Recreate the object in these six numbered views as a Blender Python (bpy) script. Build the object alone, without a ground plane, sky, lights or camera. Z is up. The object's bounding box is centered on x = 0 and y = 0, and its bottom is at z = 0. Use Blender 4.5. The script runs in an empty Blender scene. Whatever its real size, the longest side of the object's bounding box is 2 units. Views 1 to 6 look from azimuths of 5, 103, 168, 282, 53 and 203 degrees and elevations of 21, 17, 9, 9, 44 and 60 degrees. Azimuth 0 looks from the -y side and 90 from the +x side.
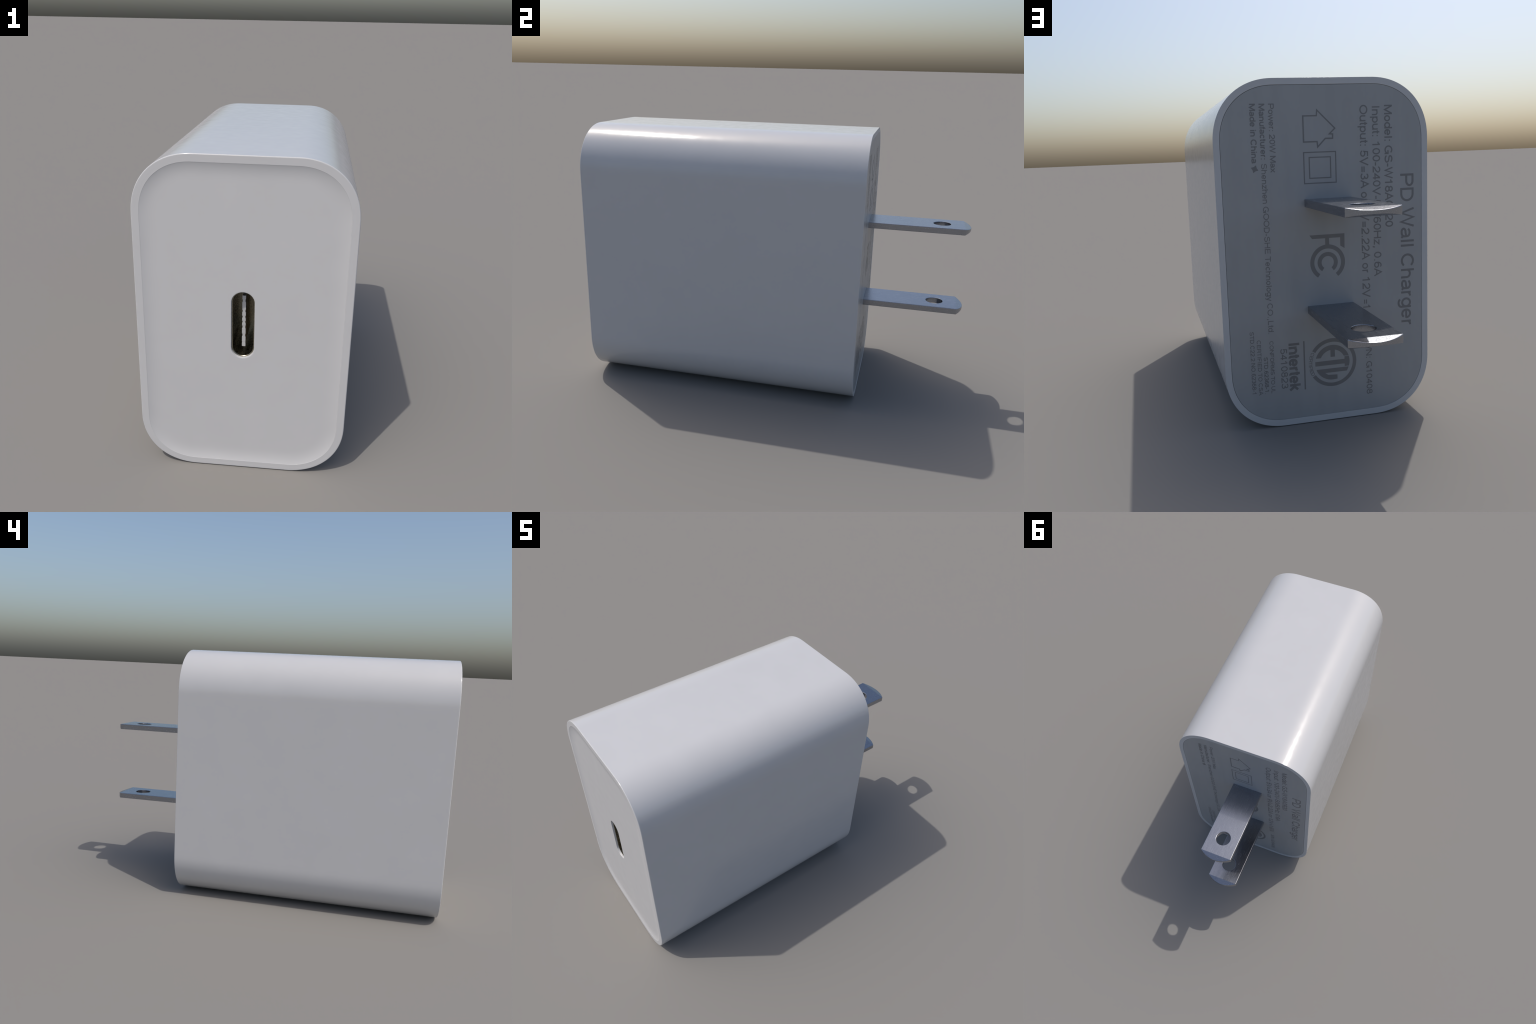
"""White wall charger: rounded box housing, dished front with a USB-C port,
printed back plate and two flat metal prongs.  Metres, z up, front at -y."""
import bpy, bmesh, math
from mathutils import Vector, Matrix

# ------------------------------------------------------------------ sizes
HALF_W = 0.4406           # half width of the housing (x)
HEIGHT = 1.4060           # height of the housing (z)
ZC = HEIGHT / 2
Y_FRONT, Y_BACK = -1.0, 0.4727
PORT_Z = 0.7025           # height of the port centre
CORNER, CORNER_POW = 0.2435, 2.15     # super-elliptic corner
RIM_FRONT = 0.0325        # flat rim round the dished front
DISH_W, DISH_D = 0.070, 0.0077        # concave margin of the front dish
RIM_BACK = 0.0255         # rim round the back plate
Y_PLATE = 0.4720          # level of the back plate
PORT_HW, PORT_HH = 0.0477, 0.1495     # half width / half height of the port

# prongs
PRONG_X, PRONG_W, PRONG_T = -0.0105, 0.1975, 0.0318
PRONG_Z = (0.9214, 0.4850)
PRONG_CHORD, PRONG_TIP = 0.966, 1.0
PRONG_DROP = 0.0094       # how much each face falls at the tip
HOLE_Y, HOLE_R = 0.8515, 0.0450


# ------------------------------------------------------------------ helpers
def link(obj, parent=None):
    bpy.context.scene.collection.objects.link(obj)
    if parent is not None:
        obj.parent = parent
    return obj


def mesh_object(name, bm, material, parent, smooth_angle=None):
    me = bpy.data.meshes.new(name)
    bm.normal_update()
    bm.to_mesh(me)
    bm.free()
    me.materials.append(material)
    if smooth_angle is not None:
        me.shade_smooth()
        me.set_sharp_from_angle(angle=math.radians(smooth_angle))
    return link(bpy.data.objects.new(name, me), parent)


def housing_outline(steps=40):
    """Counter-clockwise outline (seen from the front, -y) with normals:
    four super-elliptic corners joined by straight sides."""
    pts = []
    for quad in range(4):
        sx = (1, -1, -1, 1)[quad]
        sz = (1, 1, -1, -1)[quad]
        cx, cz = sx * (HALF_W - CORNER), ZC + sz * (ZC - CORNER)
        for i in range(steps + 1):
            t = i / steps
            if quad % 2:
                t = 1 - t
            a = t * math.pi / 2
            c, s = math.cos(a), math.sin(a)
            e = 2 / CORNER_POW
            px = CORNER * (c ** e if c > 1e-9 else 0)
            pz = CORNER * (s ** e if s > 1e-9 else 0)
            nx = (px / CORNER) ** (CORNER_POW - 1)
            nz = (pz / CORNER) ** (CORNER_POW - 1)
            n = math.hypot(nx, nz)
            pts.append((cx + sx * px, cz + sz * pz, sx * nx / n, sz * nz / n))
    # subdivide the straight sides so the rings stay even
    out = []
    n = len(pts)
    for i, p in enumerate(pts):
        q = pts[(i + 1) % n]
        out.append(p)
        gap = math.hypot(q[0] - p[0], q[1] - p[1])
        k = int(gap / 0.03)
        for j in range(1, k + 1):
            t = j / (k + 1)
            out.append(tuple(p[m] + (q[m] - p[m]) * t for m in range(2)) + (p[2], p[3]))
    return out


OUTLINE = housing_outline()


def ring(bm, inset, y):
    return [bm.verts.new((x - nx * inset, y, z - nz * inset)) for x, z, nx, nz in OUTLINE]


def bridge(bm, a, b):
    n = len(a)
    for i in range(n):
        j = (i + 1) % n
        bm.faces.new((a[i], a[j], b[j], b[i]))


def loft(bm, profile):
    rings = [ring(bm, d, y) for d, y in profile]
    for a, b in zip(rings, rings[1:]):
        bridge(bm, a, b)
    return rings


def prism(bm, poly, y0, y1):
    """Thin printed patch: polygon in (x, z) between two depths."""
    area = sum(poly[i][0] * poly[(i + 1) % len(poly)][1] -
               poly[(i + 1) % len(poly)][0] * poly[i][1] for i in range(len(poly)))
    if area > 0:            # seen from +y the outline must run clockwise in (x, z)
        poly = poly[::-1]
    top = [bm.verts.new((x, y1, z)) for x, z in poly]
    low = [bm.verts.new((x, y0, z)) for x, z in poly]
    f = bm.faces.new(top)
    f.normal_update()
    bridge(bm, low, top)
    bmesh.ops.triangulate(bm, faces=[f])


def arc(cx, cz, r, a0, a1, steps=40):
    return [(cx + r * math.cos(math.radians(a0 + (a1 - a0) * i / steps)),
             cz + r * math.sin(math.radians(a0 + (a1 - a0) * i / steps)))
            for i in range(steps + 1)]


def ring_sector(cx, cz, r0, r1, a0, a1):
    return arc(cx, cz, r1, a0, a1) + arc(cx, cz, r0, a1, a0)


def stroke_loop(pts, width):
    """Closed outline of even stroke: one mitred quad per side."""
    n = len(pts)
    mit = []
    for i in range(n):
        a, b, c = (Vector(pts[i - 1]), Vector(pts[i]), Vector(pts[(i + 1) % n]))
        d0, d1 = (b - a).normalized(), (c - b).normalized()
        n0, n1 = Vector((-d0.y, d0.x)), Vector((-d1.y, d1.x))
        m = (n0 + n1).normalized()
        k = min(width / 2 / max(m.dot(n0), 0.35), width * 1.4)
        mit.append((b + m * k, b - m * k))
    return [[tuple(mit[i][0]), tuple(mit[(i + 1) % n][0]),
             tuple(mit[(i + 1) % n][1]), tuple(mit[i][1])] for i in range(n)]


# ------------------------------------------------------------------ materials
def new_material(name):
    m = bpy.data.materials.new(name)
    m.use_nodes = True
    nt = m.node_tree
    bsdf = nt.nodes["Principled BSDF"]
    coord = nt.nodes.new("ShaderNodeTexCoord")
    return m, nt, bsdf, coord


def noise(nt, coord, scale, detail=3, stretch=(1, 1, 1)):
    mp = nt.nodes.new("ShaderNodeMapping")
    mp.inputs["Scale"].default_value = stretch
    nt.links.new(coord.outputs["Object"], mp.inputs["Vector"])
    nz = nt.nodes.new("ShaderNodeTexNoise")
    nz.inputs["Scale"].default_value = scale
    nz.inputs["Detail"].default_value = detail
    nt.links.new(mp.outputs["Vector"], nz.inputs["Vector"])
    return nz.outputs["Fac"]


def ramp(nt, fac, lo, hi, p0=0.3, p1=0.7):
    r = nt.nodes.new("ShaderNodeValToRGB")
    r.color_ramp.elements[0].position = p0
    r.color_ramp.elements[1].position = p1
    r.color_ramp.elements[0].color = (*lo, 1)
    r.color_ramp.elements[1].color = (*hi, 1)
    nt.links.new(fac, r.inputs["Fac"])
    return r.outputs["Color"]


def map_range(nt, fac, lo, hi, f0=0.3, f1=0.7):
    r = nt.nodes.new("ShaderNodeMapRange")
    r.inputs["From Min"].default_value = f0
    r.inputs["From Max"].default_value = f1
    r.inputs["To Min"].default_value = lo
    r.inputs["To Max"].default_value = hi
    nt.links.new(fac, r.inputs["Value"])
    return r.outputs["Result"]


def bump(nt, bsdf, fac, strength, distance):
    b = nt.nodes.new("ShaderNodeBump")
    b.inputs["Strength"].default_value = strength
    b.inputs["Distance"].default_value = distance
    nt.links.new(fac, b.inputs["Height"])
    nt.links.new(b.outputs["Normal"], bsdf.inputs["Normal"])


def plastic(name, tone, rough, spread=0.012, grain=120, bump_d=0.0004, rough_var=0.03,
            stretch=(1, 1, 1)):
    m, nt, bsdf, coord = new_material(name)
    broad = noise(nt, coord, 6, 4, stretch)
    lo = tuple(c * (1 - spread) for c in tone)
    hi = tuple(c * (1 + spread) for c in tone)
    nt.links.new(ramp(nt, broad, lo, hi), bsdf.inputs["Base Color"])
    smear = noise(nt, coord, 22, 5, stretch)
    nt.links.new(map_range(nt, smear, rough - rough_var, rough + rough_var),
                 bsdf.inputs["Roughness"])
    fine = noise(nt, coord, grain, 3, stretch)
    bump(nt, bsdf, fine, 0.15, bump_d)
    return m


HOUSING_TONE = (0.50, 0.50, 0.506)
mat_housing = plastic("white_gloss_plastic", HOUSING_TONE, 0.155, grain=30, bump_d=0.00012)
mat_front = plastic("white_satin_plastic", HOUSING_TONE, 0.42, grain=150)
mat_plate = plastic("grey_matt_plastic", (0.326, 0.331, 0.336), 0.36, spread=0.03,
                    grain=220, bump_d=0.0006, rough_var=0.05, stretch=(3, 1, 0.6))
mat_ink = plastic("grey_ink", (0.168, 0.168, 0.172), 0.38, spread=0.05, grain=220,
                  bump_d=0.0006, rough_var=0.05, stretch=(3, 1, 0.6))


def metal(name, tone, rough, streaks=True, spread=0.07):
    m, nt, bsdf, coord = new_material(name)
    bsdf.inputs["Metallic"].default_value = 1
    stretch = (110, 3.5, 110) if streaks else (20, 20, 20)
    brushed = noise(nt, coord, 5, 5, stretch)
    speck = noise(nt, coord, 260, 2)
    mix = nt.nodes.new("ShaderNodeMath")
    mix.operation = 'MULTIPLY_ADD'
    mix.inputs[1].default_value = 0.35
    nt.links.new(speck, mix.inputs[0])
    nt.links.new(brushed, mix.inputs[2])
    lo = tuple(c * (1 - spread) for c in tone)
    hi = tuple(c * (1 + spread) for c in tone)
    nt.links.new(ramp(nt, mix.outputs[0], lo, hi, 0.5, 0.85), bsdf.inputs["Base Color"])
    nt.links.new(map_range(nt, mix.outputs[0], rough - 0.035, rough + 0.035, 0.5, 0.85),
                 bsdf.inputs["Roughness"])
    bump(nt, bsdf, mix.outputs[0], 0.06, 0.0002)
    return m


mat_prong = metal("brushed_steel", (0.335, 0.35, 0.385), 0.24, spread=0.07)
mat_shell = metal("warm_dark_steel", (0.27, 0.25, 0.195), 0.26, streaks=False)
mat_gold = metal("gold_contact", (0.55, 0.38, 0.15), 0.3, streaks=False)
mat_tongue = plastic("pale_port_plastic", (0.46, 0.46, 0.465), 0.4)
mat_dark = plastic("dark_port_plastic", (0.02, 0.02, 0.02), 0.5)

# ------------------------------------------------------------------ charger
charger = link(bpy.data.objects.new("wall_charger", None))
charger["label"] = "white rounded box wall charger with two flat metal prongs"
charger["category"] = "wall charger"

# --- housing: outer sleeve with a softened front edge and the two flat rims
bm = bmesh.new()
R1, R2 = 0.0042, 0.0006
profile = [(RIM_FRONT, Y_FRONT + 0.012), (RIM_FRONT, Y_FRONT + 0.0005),
           (RIM_FRONT - 0.0005, Y_FRONT), (RIM_FRONT - 0.0012, Y_FRONT), (R1 + 0.0008, Y_FRONT)]
profile += [(R1 * (1 - math.sin(a)), Y_FRONT + R1 * (1 - math.cos(a)))
            for a in [math.pi / 2 * i / 6 for i in range(7)]]
profile += [(0, Y_FRONT + R1 + 0.001)]
profile += [(0, Y_FRONT + (Y_BACK - Y_FRONT) * k / 6) for k in range(1, 6)]
profile += [(0, Y_BACK - R2 - 0.0008)]
profile += [(R2 * (1 - math.cos(a)), Y_BACK - R2 * (1 - math.sin(a)))
            for a in [math.pi / 2 * i / 4 for i in range(5)]]
profile += [(R2 + 0.0006, Y_BACK), (RIM_BACK - 0.001, Y_BACK), (RIM_BACK - 0.0005, Y_BACK), (RIM_BACK, Y_BACK - 0.0005), (RIM_BACK, Y_BACK - 0.012)]
loft(bm, profile)
bmesh.ops.recalc_face_normals(bm, faces=bm.faces)
for f in bm.faces:          # the moulded rims are satin, the sleeve is glossy
    f.material_index = 1 if abs(f.normal.y) > 0.9 else 0
housing = mesh_object("housing", bm, mat_housing, charger, 50)
housing.data.materials.append(mat_front)

# --- front face: concave margin running into a flat with the port opening
Y_FACE = Y_FRONT + DISH_D + 0.0004
bm = bmesh.new()
steps = 24
dish = [(RIM_FRONT + DISH_W * t, Y_FACE - DISH_D * (1 - t) ** 2.6)
        for t in [i / steps for i in range(steps + 1)]]
dish = [(RIM_FRONT + 0.0002, Y_FACE + 0.002)] + dish
last = loft(bm, dish)[-1]


def stadium_radius(hw, hh, ux, uz):
    """Distance from the port centre to its stadium-shaped edge along (ux, uz)."""
    if abs(ux) > 1e-9:
        t = hw / abs(ux)
        if abs(uz) * t <= hh - hw:
            return t
    c = hh - hw
    b = abs(uz) * c
    return b + math.sqrt(max(b * b - (c * c - hw * hw), 0))


def port_ring(bm, shrink, y):
    out = []
    for v in last:
        d = Vector((v.co.x, v.co.z - PORT_Z)).normalized()
        r = stadium_radius(PORT_HW - shrink, PORT_HH - shrink, d.x, d.y)
        out.append(bm.verts.new((d.x * r, y, PORT_Z + d.y * r)))
    return out


prev = last
for shrink, y in [(-0.0045, Y_FACE), (-0.002, Y_FACE), (-0.0006, Y_FACE + 0.0006), (0.0, Y_FACE + 0.002),
                  (0.0010, Y_FACE + 0.0125)]:
    cur = port_ring(bm, shrink, y)
    bridge(bm, prev, cur)
    prev = cur
bmesh.ops.recalc_face_normals(bm, faces=bm.faces)
if sum(f.normal.y for f in bm.faces) > 0:
    bmesh.ops.reverse_faces(bm, faces=bm.faces)
front = mesh_object("front_face", bm, mat_front, charger, 35)

# --- charging port: metal shell, tongue, contacts
Y_SHELL, Y_DEEP = Y_FACE + 0.0100, Y_FACE + 0.20


def stadium(hw, hh, steps=24):
    c = hh - hw
    top = [(hw * math.cos(math.pi * i / steps), c + hw * math.sin(math.pi * i / steps))
           for i in range(steps + 1)]
    low = [(-x, -z) for x, z in top]
    return top + low


bm = bmesh.new()
rings = []
for inset, y in [(-0.004, Y_SHELL + 0.001), (0.004, Y_SHELL), (0.0055, Y_SHELL + 0.0015),
                 (0.0055, Y_DEEP)]:
    rings.append([bm.verts.new((x, y, PORT_Z + z))
                  for x, z in stadium(PORT_HW - inset, PORT_HH - inset)])
for a, b in zip(rings, rings[1:]):
    bridge(bm, a, b)
bm.faces.new(rings[-1])
bmesh.ops.recalc_face_normals(bm, faces=bm.faces)
port = mesh_object("charging_port", bm, mat_shell, charger, 40)


def box(bm, x0, x1, y0, y1, z0, z1):
    m = Matrix.Translation(((x0 + x1) / 2, (y0 + y1) / 2, (z0 + z1) / 2)) @ \
        Matrix.Diagonal((x1 - x0, y1 - y0, z1 - z0, 1))
    return bmesh.ops.create_cube(bm, size=1, matrix=m)


Y_TONGUE = -0.951
bm = bmesh.new()
box(bm, -0.0055, 0.0055, Y_TONGUE, Y_DEEP - 0.001, 0.587, 0.8203)
tongue = mesh_object("port_tongue", bm, mat_tongue, port)

# contact blocks stand proud on both flanks of the tongue
blocks = [(0.8203, 0.804), (0.791, 0.756), (0.744, 0.729), (0.716, 0.705),
          (0.694, 0.683), (0.669, 0.645), (0.631, 0.608), (0.603, 0.5866)]
for z1, z0 in blocks:
    bm = bmesh.new()
    box(bm, -0.0073, 0.0073, Y_TONGUE - 0.0006, Y_TONGUE + 0.010, z0, z1)
    mesh_object("tongue_rib", bm, mat_tongue, port)
for i in range(12):
    zc = 0.805 - i * (0.805 - 0.602) / 11
    bm = bmesh.new()
    box(bm, -0.0068, 0.0068, Y_TONGUE + 0.0105, Y_DEEP - 0.002, zc - 0.004, zc + 0.004)
    mesh_object("port_contact", bm, mat_gold, port)

# --- back plate with a hairline seam to the rim
bm = bmesh.new()
SEAM = 0.0012
rings = loft(bm, [(RIM_BACK + SEAM, Y_BACK - 0.012), (RIM_BACK + SEAM, Y_PLATE - 0.0006),
                  (RIM_BACK + SEAM + 0.0006, Y_PLATE)])
bm.faces.new(rings[-1])
bmesh.ops.recalc_face_normals(bm, faces=bm.faces)
plate = mesh_object("back_plate", bm, mat_plate, charger)
bm = bmesh.new()
rings = loft(bm, [(RIM_BACK - 0.001, Y_BACK - 0.008), (RIM_BACK + SEAM + 0.004, Y_BACK - 0.008)])
bmesh.ops.recalc_face_normals(bm, faces=bm.faces)
seam = mesh_object("plate_seam", bm, mat_dark, plate)

# --- prongs: flat blade, arched and chamfered tip, round hole
def build_prong_mesh():
    bev = 0.0022
    half, sag = PRONG_W / 2, PRONG_TIP - PRONG_CHORD
    rad = (half * half + sag * sag) / (2 * sag)
    ang = math.asin(half / rad)
    cy = PRONG_TIP - rad
    outline = [(-half, Y_PLATE - 0.03), (half, Y_PLATE - 0.03)]
    outline += [(rad * math.sin(ang * (1 - 2 * i / 36)), cy + rad * math.cos(ang * (1 - 2 * i / 36)))
                for i in range(37)]
    hole = [(HOLE_R * math.cos(2 * math.pi * i / 64), HOLE_Y + HOLE_R * math.sin(2 * math.pi * i / 64))
            for i in range(64)]
    cu = bpy.data.curves.new("prong_outline", 'CURVE')
    cu.dimensions = '2D'
    cu.fill_mode = 'BOTH'
    for pts in (outline, hole):
        sp = cu.splines.new('POLY')
        sp.points.add(len(pts) - 1)
        for p, (x, y) in zip(sp.points, pts):
            p.co = (x, y, 0, 1)
        sp.use_cyclic_u = True
    cu.extrude = PRONG_T / 2 - bev
    cu.bevel_depth = bev
    cu.bevel_resolution = 1
    cu.offset = -bev
    ob = link(bpy.data.objects.new("prong_outline", cu))
    bpy.context.view_layer.update()
    me = bpy.data.meshes.new_from_object(ob.evaluated_get(bpy.context.evaluated_depsgraph_get()))
    bpy.data.objects.remove(ob)
    bpy.data.curves.remove(cu)
    bm = bmesh.new()
    bm.from_mesh(me)
    bmesh.ops.remove_doubles(bm, verts=bm.verts, dist=1e-5)
    geom = bm.verts[:] + bm.edges[:] + bm.faces[:]
    bmesh.ops.bisect_plane(bm, geom=geom, plane_co=(0, PRONG_CHORD, 0), plane_no=(0, 1, 0))
    for v in bm.verts:      # both broad faces slope down past the chord
        if v.co.y > PRONG_CHORD:
            f = 1 - (v.co.y - PRONG_CHORD) / sag * PRONG_DROP / (PRONG_T / 2)
            v.co.z *= f
    bmesh.ops.recalc_face_normals(bm, faces=bm.faces)
    bm.to_mesh(me)
    bm.free()
    me.materials.clear()
    me.materials.append(mat_prong)
    me.name = "prong"
    me.shade_smooth()
    me.set_sharp_from_angle(angle=math.radians(9))
    return me


prong_mesh = build_prong_mesh()
for z in PRONG_Z:
    p = link(bpy.data.objects.new("prong", prong_mesh), charger)
    p.location = (PRONG_X, 0, z)

# ------------------------------------------------------------------ printing
# Text runs down the plate: its reading direction is -z, its up direction -x.
# Letters are drawn from strokes: plain grotesque forms, cap height 1.
Y_INK = Y_PLATE + 0.0003
T, X, B, M, D = 0.93, 0.68, 0.07, 0.50, -0.21   # stroke centre lines


def A(cx, cy, rx, ry, a0, a1):
    """Elliptic arc of a stroke, degrees."""
    n = max(4, int(abs(a1 - a0) / 15))
    return [(cx + rx * math.cos(math.radians(a0 + (a1 - a0) * i / n)),
             cy + ry * math.sin(math.radians(a0 + (a1 - a0) * i / n))) for i in range(n + 1)]


XM = (X + B) / 2
XR = (X - B) / 2
BOWL = A(0.37, XM, 0.27, XR, 0, 360)
DOT = 0.07
# glyph: (advance width, strokes)
GLYPHS = {
    ' ': (0.36, []),
    'A': (0.93, [[(0.06, 0), (0.465, T + 0.03), (0.87, 0)], [(0.20, 0.33), (0.73, 0.33)]]),
    'C': (1.0, [A(0.51, M, 0.41, 0.43, 40, 320)]),
    'D': (1.0, [[(0.14, B), (0.14, T), (0.48, T)] + A(0.48, M, 0.41, 0.43, 85, -85) + [(0.48, B), (0.14, B)]]),
    'E': (0.9, [[(0.82, T), (0.14, T), (0.14, B), (0.84, B)], [(0.14, 0.53), (0.77, 0.53)]]),
    'F': (0.84, [[(0.80, T), (0.14, T), (0.14, 0)], [(0.14, 0.50), (0.70, 0.50)]]),
    'G': (1.06, [A(0.51, M, 0.41, 0.43, 42, 330) + [(0.90, 0.44), (0.56, 0.44)], [(0.92, 0.40), (0.92, 0)]]),
    'H': (1.0, [[(0.14, 0), (0.14, 1)], [(0.86, 0), (0.86, 1)], [(0.14, 0.53), (0.86, 0.53)]]),
    'I': (0.38, [[(0.19, 0), (0.19, 1)]]),
    'L': (0.77, [[(0.14, 1), (0.14, B), (0.73, B)]]),
    'M': (1.16, [[(0.14, 0), (0.14, 1)], [(1.02, 0), (1.02, 1)], [(0.16, 0.97), (0.58, 0.08), (1.0, 0.97)]]),
    'N': (1.0, [[(0.14, 0), (0.14, 1)], [(0.86, 0), (0.86, 1)], [(0.15, 0.96), (0.85, 0.04)]]),
    'O': (1.08, [A(0.54, M, 0.44, 0.43, 0, 360)]),
    'P': (0.92, [[(0.14, 0), (0.14, 1)], [(0.16, T), (0.55, T)] + A(0.55, 0.69, 0.28, 0.24, 85, -85) + [(0.55, 0.45), (0.16, 0.45)]]),
    'R': (1.0, [[(0.14, 0), (0.14, 1)], [(0.16, T), (0.58, T)] + A(0.58, 0.70, 0.28, 0.23, 85, -85) + [(0.58, 0.47), (0.16, 0.47)],
                [(0.60, 0.46), (0.78, 0.36), (0.88, 0)]]),
    'S': (0.92, [A(0.46, 0.725, 0.33, 0.205, 15, 180) + A(0.46, 0.70, 0.33, 0.16, 200, 262) +
                 A(0.46, 0.29, 0.35, 0.24, 80, 0) + A(0.46, 0.29, 0.36, 0.22, -10, -170)]),
    'T': (0.85, [[(0.02, T), (0.83, T)], [(0.425, T), (0.425, 0)]]),
    'U': (1.0, [[(0.14, 1), (0.14, 0.40)] + A(0.50, 0.40, 0.36, 0.33, 180, 360) + [(0.86, 1)]]),
    'V': (0.93, [[(0.06, 1), (0.465, 0.02), (0.87, 1)]]),
    'W': (1.30, [[(0.06, 1), (0.36, 0.04), (0.65, 0.97), (0.94, 0.04), (1.24, 1)]]),
    'a': (0.76, [A(0.36, 0.50, 0.25, 0.18, 160, 0) + [(0.61, 0.16), (0.70, 0.05)],
                 [(0.61, 0.42), (0.36, 0.37)] + A(0.30, 0.22, 0.20, 0.15, 100, 270) +
                 A(0.34, 0.27, 0.27, 0.20, 285, 350)]),
    'c': (0.70, [A(0.37, XM, 0.27, XR, 42, 318)]),
    'd': (0.77, [BOWL, [(0.65, 0), (0.65, 1)]]),
    'e': (0.76, [[(0.13, XM), (0.67, XM)], A(0.37, XM, 0.27, XR, 0, 322)]),
    'f': (0.38, [[(0.19, 0), (0.19, 0.78)] + A(0.33, 0.78, 0.14, 0.16, 180, 85)], ),
    'g': (0.77, [BOWL, [(0.65, 0.75), (0.65, 0.02)] + A(0.38, 0.0, 0.27, 0.21, 0, -155)]),
    'h': (0.77, [[(0.13, 0), (0.13, 1)], [(0.13, 0.42)] + A(0.38, 0.45, 0.25, 0.23, 165, 0) + [(0.63, 0)]]),
    'i': (0.31, [[(0.155, 0), (0.155, 0.74)], [(0.155, 0.87), (0.155, 1)]]),
    'k': (0.70, [[(0.13, 0), (0.13, 1)], [(0.58, 0.74), (0.17, 0.32)], [(0.28, 0.42), (0.60, 0)]]),
    'l': (0.31, [[(0.155, 0), (0.155, 1)]]),
    'n': (0.77, [[(0.13, 0), (0.13, 0.74)], [(0.13, 0.42)] + A(0.38, 0.45, 0.25, 0.23, 165, 0) + [(0.63, 0)]]),
    'o': (0.76, [BOWL]),
    'p': (0.77, [A(0.40, XM, 0.27, XR, 0, 360), [(0.13, D - 0.06), (0.13, 0.74)]]),
    'r': (0.46, [[(0.13, 0), (0.13, 0.74)], [(0.13, 0.45)] + A(0.37, 0.45, 0.24, 0.23, 165, 85)]),
    't': (0.39, [[(0.18, 0.95), (0.18, 0.17)] + A(0.30, 0.19, 0.12, 0.12, 190, 285)]),
    'u': (0.77, [[(0.13, 0.74), (0.13, 0.30)] + A(0.38, 0.30, 0.25, 0.23, 180, 345), [(0.64, 0), (0.64, 0.74)]]),
    'w': (1.0, [[(0.04, 0.74), (0.27, 0.03), (0.50, 0.70), (0.73, 0.03), (0.96, 0.74)]]),
    'x': (0.70, [[(0.06, 0.74), (0.64, 0)], [(0.64, 0.74), (0.06, 0)]]),
    'y': (0.70, [[(0.06, 0.74), (0.36, 0.03)], [(0.64, 0.74), (0.34, -0.12)] + A(0.22, -0.12, 0.12, 0.11, 0, -95)]),
    'z': (0.70, [[(0.08, X), (0.58, X), (0.10, B), (0.64, B)]]),
    '0': (0.77, [A(0.385, M, 0.28, 0.43, 0, 360)]),
    '1': (0.77, [[(0.12, 0.72), (0.34, 0.80), (0.42, 0.99)], [(0.42, 0.98), (0.42, 0)]]),
    '2': (0.77, [A(0.385, 0.68, 0.28, 0.25, 170, -15) + [(0.50, 0.42), (0.22, 0.25), (0.11, B), (0.70, B)]]),
    '3': (0.77, [A(0.37, 0.715, 0.25, 0.215, 165, -75) + [(0.34, 0.52)], [(0.34, 0.52)] + A(0.37, 0.29, 0.29, 0.22, 75, -165)]),
    '4': (0.77, [[(0.53, 0), (0.53, 0.96)], [(0.52, 0.93), (0.09, 0.29), (0.72, 0.29)]]),
    '5': (0.77, [[(0.66, T), (0.19, T), (0.13, 0.48)] + A(0.36, 0.33, 0.29, 0.26, 125, -160)]),
    '6': (0.77, [A(0.385, 0.33, 0.28, 0.26, 0, 360), A(0.42, 0.50, 0.31, 0.43, 50, 195)]),
    '7': (0.77, [[(0.08, T), (0.68, T), (0.42, 0.50), (0.30, 0)]]),
    '8': (0.77, [A(0.385, 0.735, 0.24, 0.20, 0, 360), A(0.385, 0.30, 0.28, 0.23, 0, 360)]),
    '9': (0.77, [A(0.385, 0.67, 0.28, 0.26, 0, 360), A(0.35, 0.50, 0.31, 0.43, 230, 375)]),
    ':': (0.38, [[(0.19, 0), (0.19, 0.14)], [(0.19, 0.58), (0.19, 0.72)]]),
    '.': (0.38, [[(0.19, 0), (0.19, 0.14)]]),
    ',': (0.38, [[(0.20, 0.14), (0.20, 0.0), (0.14, -0.16)]]),
    '-': (0.46, [[(0.05, 0.37), (0.41, 0.37)]]),
    '/': (0.38, [[(0.02, -0.02), (0.36, 1.0)]]),
    '=': (0.80, [[(0.09, 0.46), (0.71, 0.46)], [(0.09, 0.20), (0.71, 0.20)]]),
}
GLYPHS['f'][1].append([(0.02, 0.68), (0.36, 0.68)])
GLYPHS['t'][1].append([(0.02, 0.68), (0.36, 0.68)])


def stroke_quads(pts, width):
    """Even stroke along an open (or exactly closed) polyline."""
    closed = len(pts) > 3 and math.dist(pts[0], pts[-1]) < 1e-6
    if closed:
        return stroke_loop(pts[:-1], width)
    v = [Vector(p) for p in pts]
    v = [p for i, p in enumerate(v) if i == 0 or (p - v[i - 1]).length > 1e-4]
    side = []
    for i, p in enumerate(v):
        d0 = (p - v[i - 1]).normalized() if i else (v[1] - p).normalized()
        d1 = (v[i + 1] - p).normalized() if i < len(v) - 1 else d0
        n0, n1 = Vector((-d0.y, d0.x)), Vector((-d1.y, d1.x))
        m = (n0 + n1).normalized()
        k = width / 2 / max(m.dot(n0), 0.45)
        side.append((tuple(p + m * k), tuple(p - m * k)))
    return [[side[i][0], side[i + 1][0], side[i + 1][1], side[i][1]] for i in range(len(side) - 1)]


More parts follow.
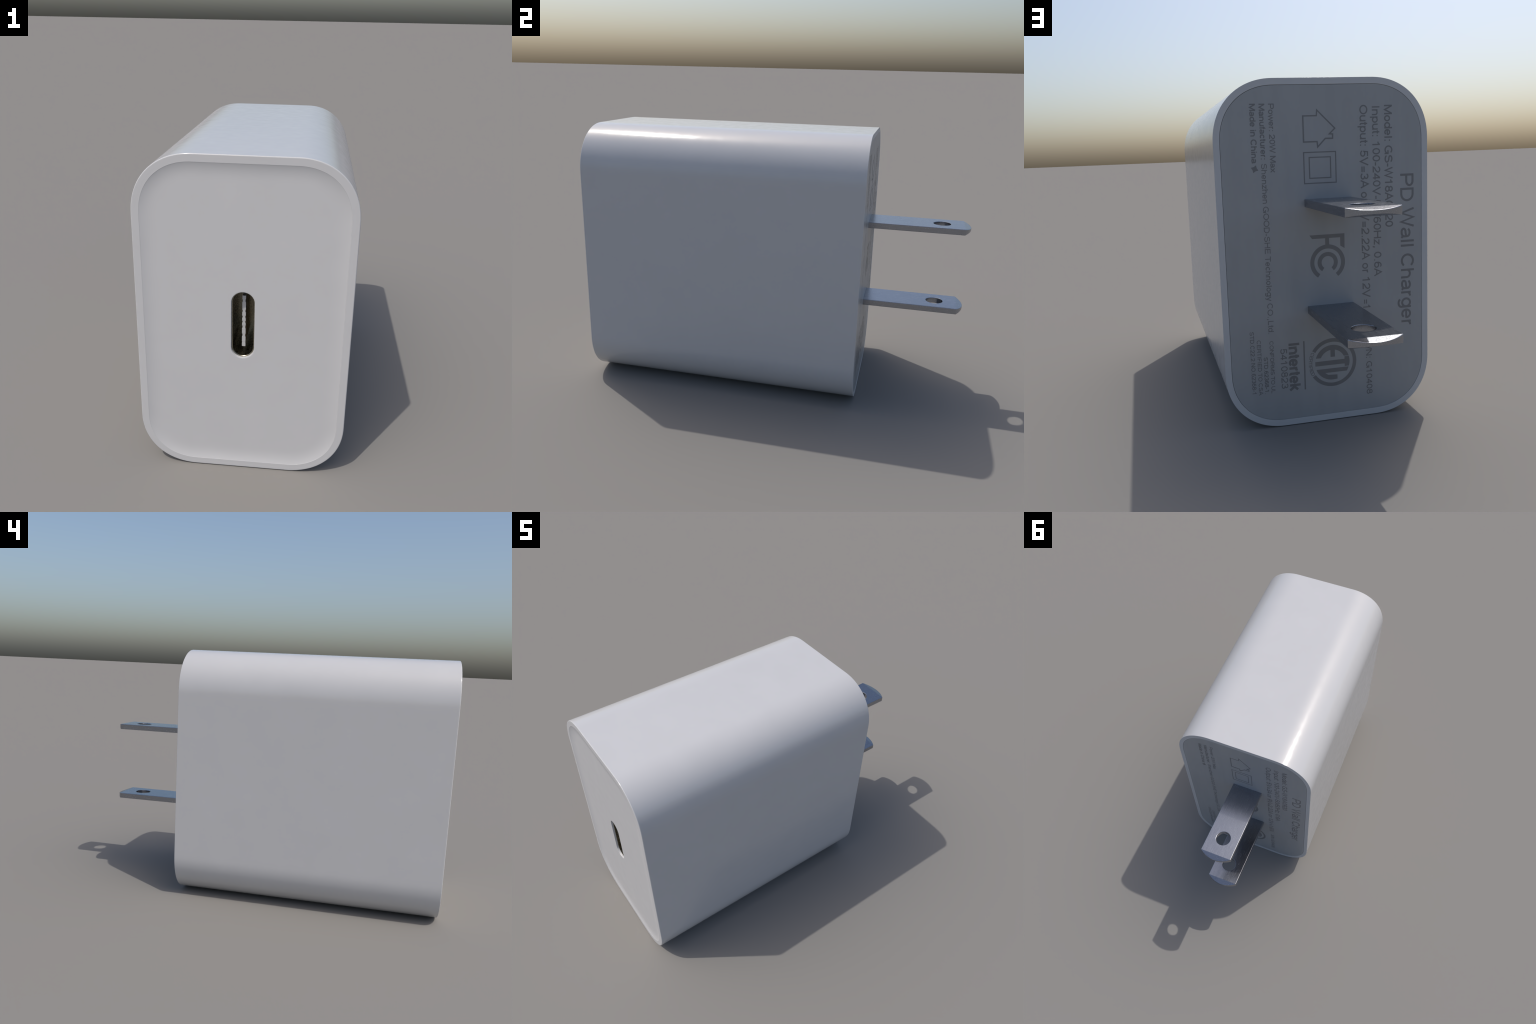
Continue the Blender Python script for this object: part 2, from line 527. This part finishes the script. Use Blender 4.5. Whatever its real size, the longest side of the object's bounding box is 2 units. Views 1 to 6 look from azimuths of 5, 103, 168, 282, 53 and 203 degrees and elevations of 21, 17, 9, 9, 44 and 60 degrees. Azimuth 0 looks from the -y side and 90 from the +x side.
def ink_patch(bm, quads, place, level):
    """Thin raised film of ink: all quads of one stroke on one level."""
    cache = {}

    def vert(p):
        key = (round(p[0], 6), round(p[1], 6))
        if key not in cache:
            x, z = place(*p)
            cache[key] = bm.verts.new((x, Y_INK + level * 0.00005, z))
        return cache[key]
    for q in quads:
        vs = []
        for p in q:
            w = vert(p)
            if w not in vs:
                vs.append(w)
        if len(vs) > 2:
            try:
                f = bm.faces.new(vs)
            except ValueError:
                continue
            f.normal_update()
            if f.normal.y < 0:
                f.normal_flip()


def advance(body):
    return sum(GLYPHS[c][0] for c in body)


def print_line(body, baseline, cap, z0, z1, weight=0.13):
    """One line of print between heights z0 and z1; weight is stroke / cap height."""
    margin0, margin1 = 0.08, 0.07
    k = (z0 - z1) / (advance(body) - margin0 - margin1)
    bm = bmesh.new()
    pen = -margin0
    for ch in body:
        width, strokes = GLYPHS[ch]
        for level, st in enumerate(strokes):
            # strokes are laid out in true proportion so that their width stays even
            pts = [((pen + x) * k / cap, y) for x, y in st]
            ink_patch(bm, stroke_quads(pts, weight),
                      lambda s, t: (baseline - t * cap, z0 - s * cap), level)
        pen += width
    return mesh_object("printed_line", bm, mat_ink, plate)


# body, baseline x, cap height, z at start, z at end, stroke weight (of the cap height)
LINES = [
    ("PD Wall Charger", -0.3210, 0.0585, 1.0190, 0.3800, 0.153),
    ("Model: GS-W18A0920", -0.2540, 0.0335, 1.2958, 0.8060, 0.169),
    ("Input: 100-240V-50/60Hz, 0.6A", -0.2020, 0.0325, 1.2932, 0.6040, 0.158),
    ("Output: 5V=3A or 9V=2.22A or 12V", -0.1495, 0.0335, 1.2965, 0.5177, 0.158),
    ("=1.67A", -0.1505, 0.0325, 0.5065, 0.3850, 0.147),
    ("S/N: G10408", -0.1592, 0.0262, 0.3270, 0.0930, 0.158),
    ("Power: 20W Max", 0.2205, 0.0225, 1.3100, 1.0495, 0.169),
    ("Manufacturer:", 0.2572, 0.0228, 1.3102, 1.0990, 0.192),
    ("Shenzhen GOOD-SHE Technology CO.,Ltd.", 0.2575, 0.0230, 1.0824, 0.3990, 0.147),
    ("Made in China", 0.2942, 0.0230, 1.3105, 1.0872, 0.203),
    ("CONFORMS TO UL", 0.2552, 0.0165, 0.3685, 0.1475, 0.158),
    ("STD.62368-1.", 0.2815, 0.0165, 0.3030, 0.1470, 0.192),
    ("CERTIFIED TO CSA", 0.3076, 0.0168, 0.3770, 0.1460, 0.158),
    ("STD.C22.2 NO.62368-1", 0.3347, 0.0170, 0.4150, 0.1500, 0.158),
    ("Intertek", 0.1760, 0.0455, 0.3510, 0.1485, 0.226),
    ("5410823", 0.2115, 0.0283, 0.3300, 0.1615, 0.147),
]
for line in LINES:
    print_line(*line)


def print_shape(name, polys):
    bm = bmesh.new()
    for i, poly in enumerate(polys):
        prism(bm, poly, Y_PLATE - 0.0003, Y_INK + 0.00006 * i)
    return mesh_object(name, bm, mat_ink, plate)


# smudged star after the country line
print_shape("printed_star", [
    [(0.2835 + r * math.cos(math.radians(a)), 1.064 + r * math.sin(math.radians(a)))
     for k in range(8) for a, r in [(45 * k + 22, (0.016, 0.009)[k % 2])]]])

# rule under the certification mark
print_shape("printed_rule", [[(0.1139, 0.355), (0.1081, 0.355), (0.1081, 0.1465), (0.1139, 0.1465)]])

# house-shaped indoor use symbol and the double square
house = [(0.0837, 1.261), (0.0288, 1.261), (0.0267, 1.2825), (-0.0455, 1.211), (-0.0222, 1.1895),
         (-0.0360, 1.1888), (-0.0355, 1.1720), (-0.0056, 1.1725), (0.0268, 1.1400), (0.0287, 1.1612),
         (0.0834, 1.1610)]
print_shape("printed_house", stroke_loop(house, 0.0052))
for s in (1, 0):
    hx, hz = ((0.0437, 0.0407), (0.0657, 0.0607))[s]
    cx, cz = 0.0195, 1.0595
    print_shape("printed_square", stroke_loop(
        [(cx + hx, cz + hz), (cx - hx, cz + hz), (cx - hx, cz - hz), (cx + hx, cz - hz)], 0.0046))

# letter mark: F with two nested C rings
print_shape("printed_approval_mark", [
    [(0.0725, 0.7908), (-0.0752, 0.7908), (-0.0745, 0.7296), (-0.0568, 0.7411), (-0.0568, 0.7755),
     (0.0618, 0.7757)],
    [(0.0069, 0.7757), (-0.0096, 0.7757), (-0.0096, 0.7460), (0.0070, 0.7460)],
    ring_sector(-0.0015, 0.6760, 0.0570, 0.0737, -54.3, 234.3),
    ring_sector(-0.0015, 0.6760, 0.0262, 0.0427, -54.3, 234.3)])

# round certification seal
SX, SZ, SR = -0.0110, 0.2507, 0.1042
IX, IZ, IR = -0.0099, 0.2508, 0.0752


def angle_at(z, r):
    return math.degrees(math.asin(max(-1, min(1, (z - IZ) / r))))


a_e, b_e = angle_at(0.2737, IR), angle_at(0.2737, 0.0548)
a_t0, a_t1 = angle_at(0.2283, IR), angle_at(0.2712, IR)
a_l0, a_l1 = angle_at(0.2246, IR), angle_at(0.2074, IR)
print_shape("printed_seal", [
    ring_sector(SX, SZ, SR - 0.0155, SR, 33.0, 327.5),
    arc(IX, IZ, IR, a_e, 180 - a_e) + arc(IX, IZ, 0.0548, 180 - b_e, b_e),
    [(-0.0024, 0.308), (-0.0215, 0.308), (-0.0215, 0.2745), (-0.0024, 0.2745)],
    [(0.0646, 0.2592), (-0.0640, 0.2598), (-0.0640, 0.2398), (0.0646, 0.2402)],
    arc(IX, IZ, IR, 180 - a_t1, 180 - a_t0, 8) + [(-0.0635, 0.2283), (-0.0635, 0.2712)],
    arc(IX, IZ, IR, a_l0, -87, 30) + [(-0.0303, 0.1768), (-0.0303, 0.1955), (0.0095, 0.1975),
                                       (0.0230, 0.2074)] + arc(IX, IZ, IR, 180 - a_l1, 180 - a_l0, 6)])
word = "CERTIFIED"
bm = bmesh.new()
cap, pen, total = 0.0150, 0.0, advance(word)
for ch in word:
    width, strokes = GLYPHS[ch]
    a = math.radians(30.5 - 61.0 * (pen + width / 2) / total)
    k = SR * math.radians(61.0) / total / cap
    up, along = (-math.cos(a), -math.sin(a)), (math.sin(a), -math.cos(a))
    base = (SX - up[0] * SR, SZ - up[1] * SR)
    for level, st in enumerate(strokes):
        pts = [((x - width / 2) * k, y) for x, y in st]
        ink_patch(bm, stroke_quads(pts, 0.15),
                  lambda s, t: (base[0] + along[0] * s * cap + up[0] * t * cap,
                                base[1] + along[1] * s * cap + up[1] * t * cap), level)
    pen += width
mesh_object("seal_lettering", bm, mat_ink, plate)
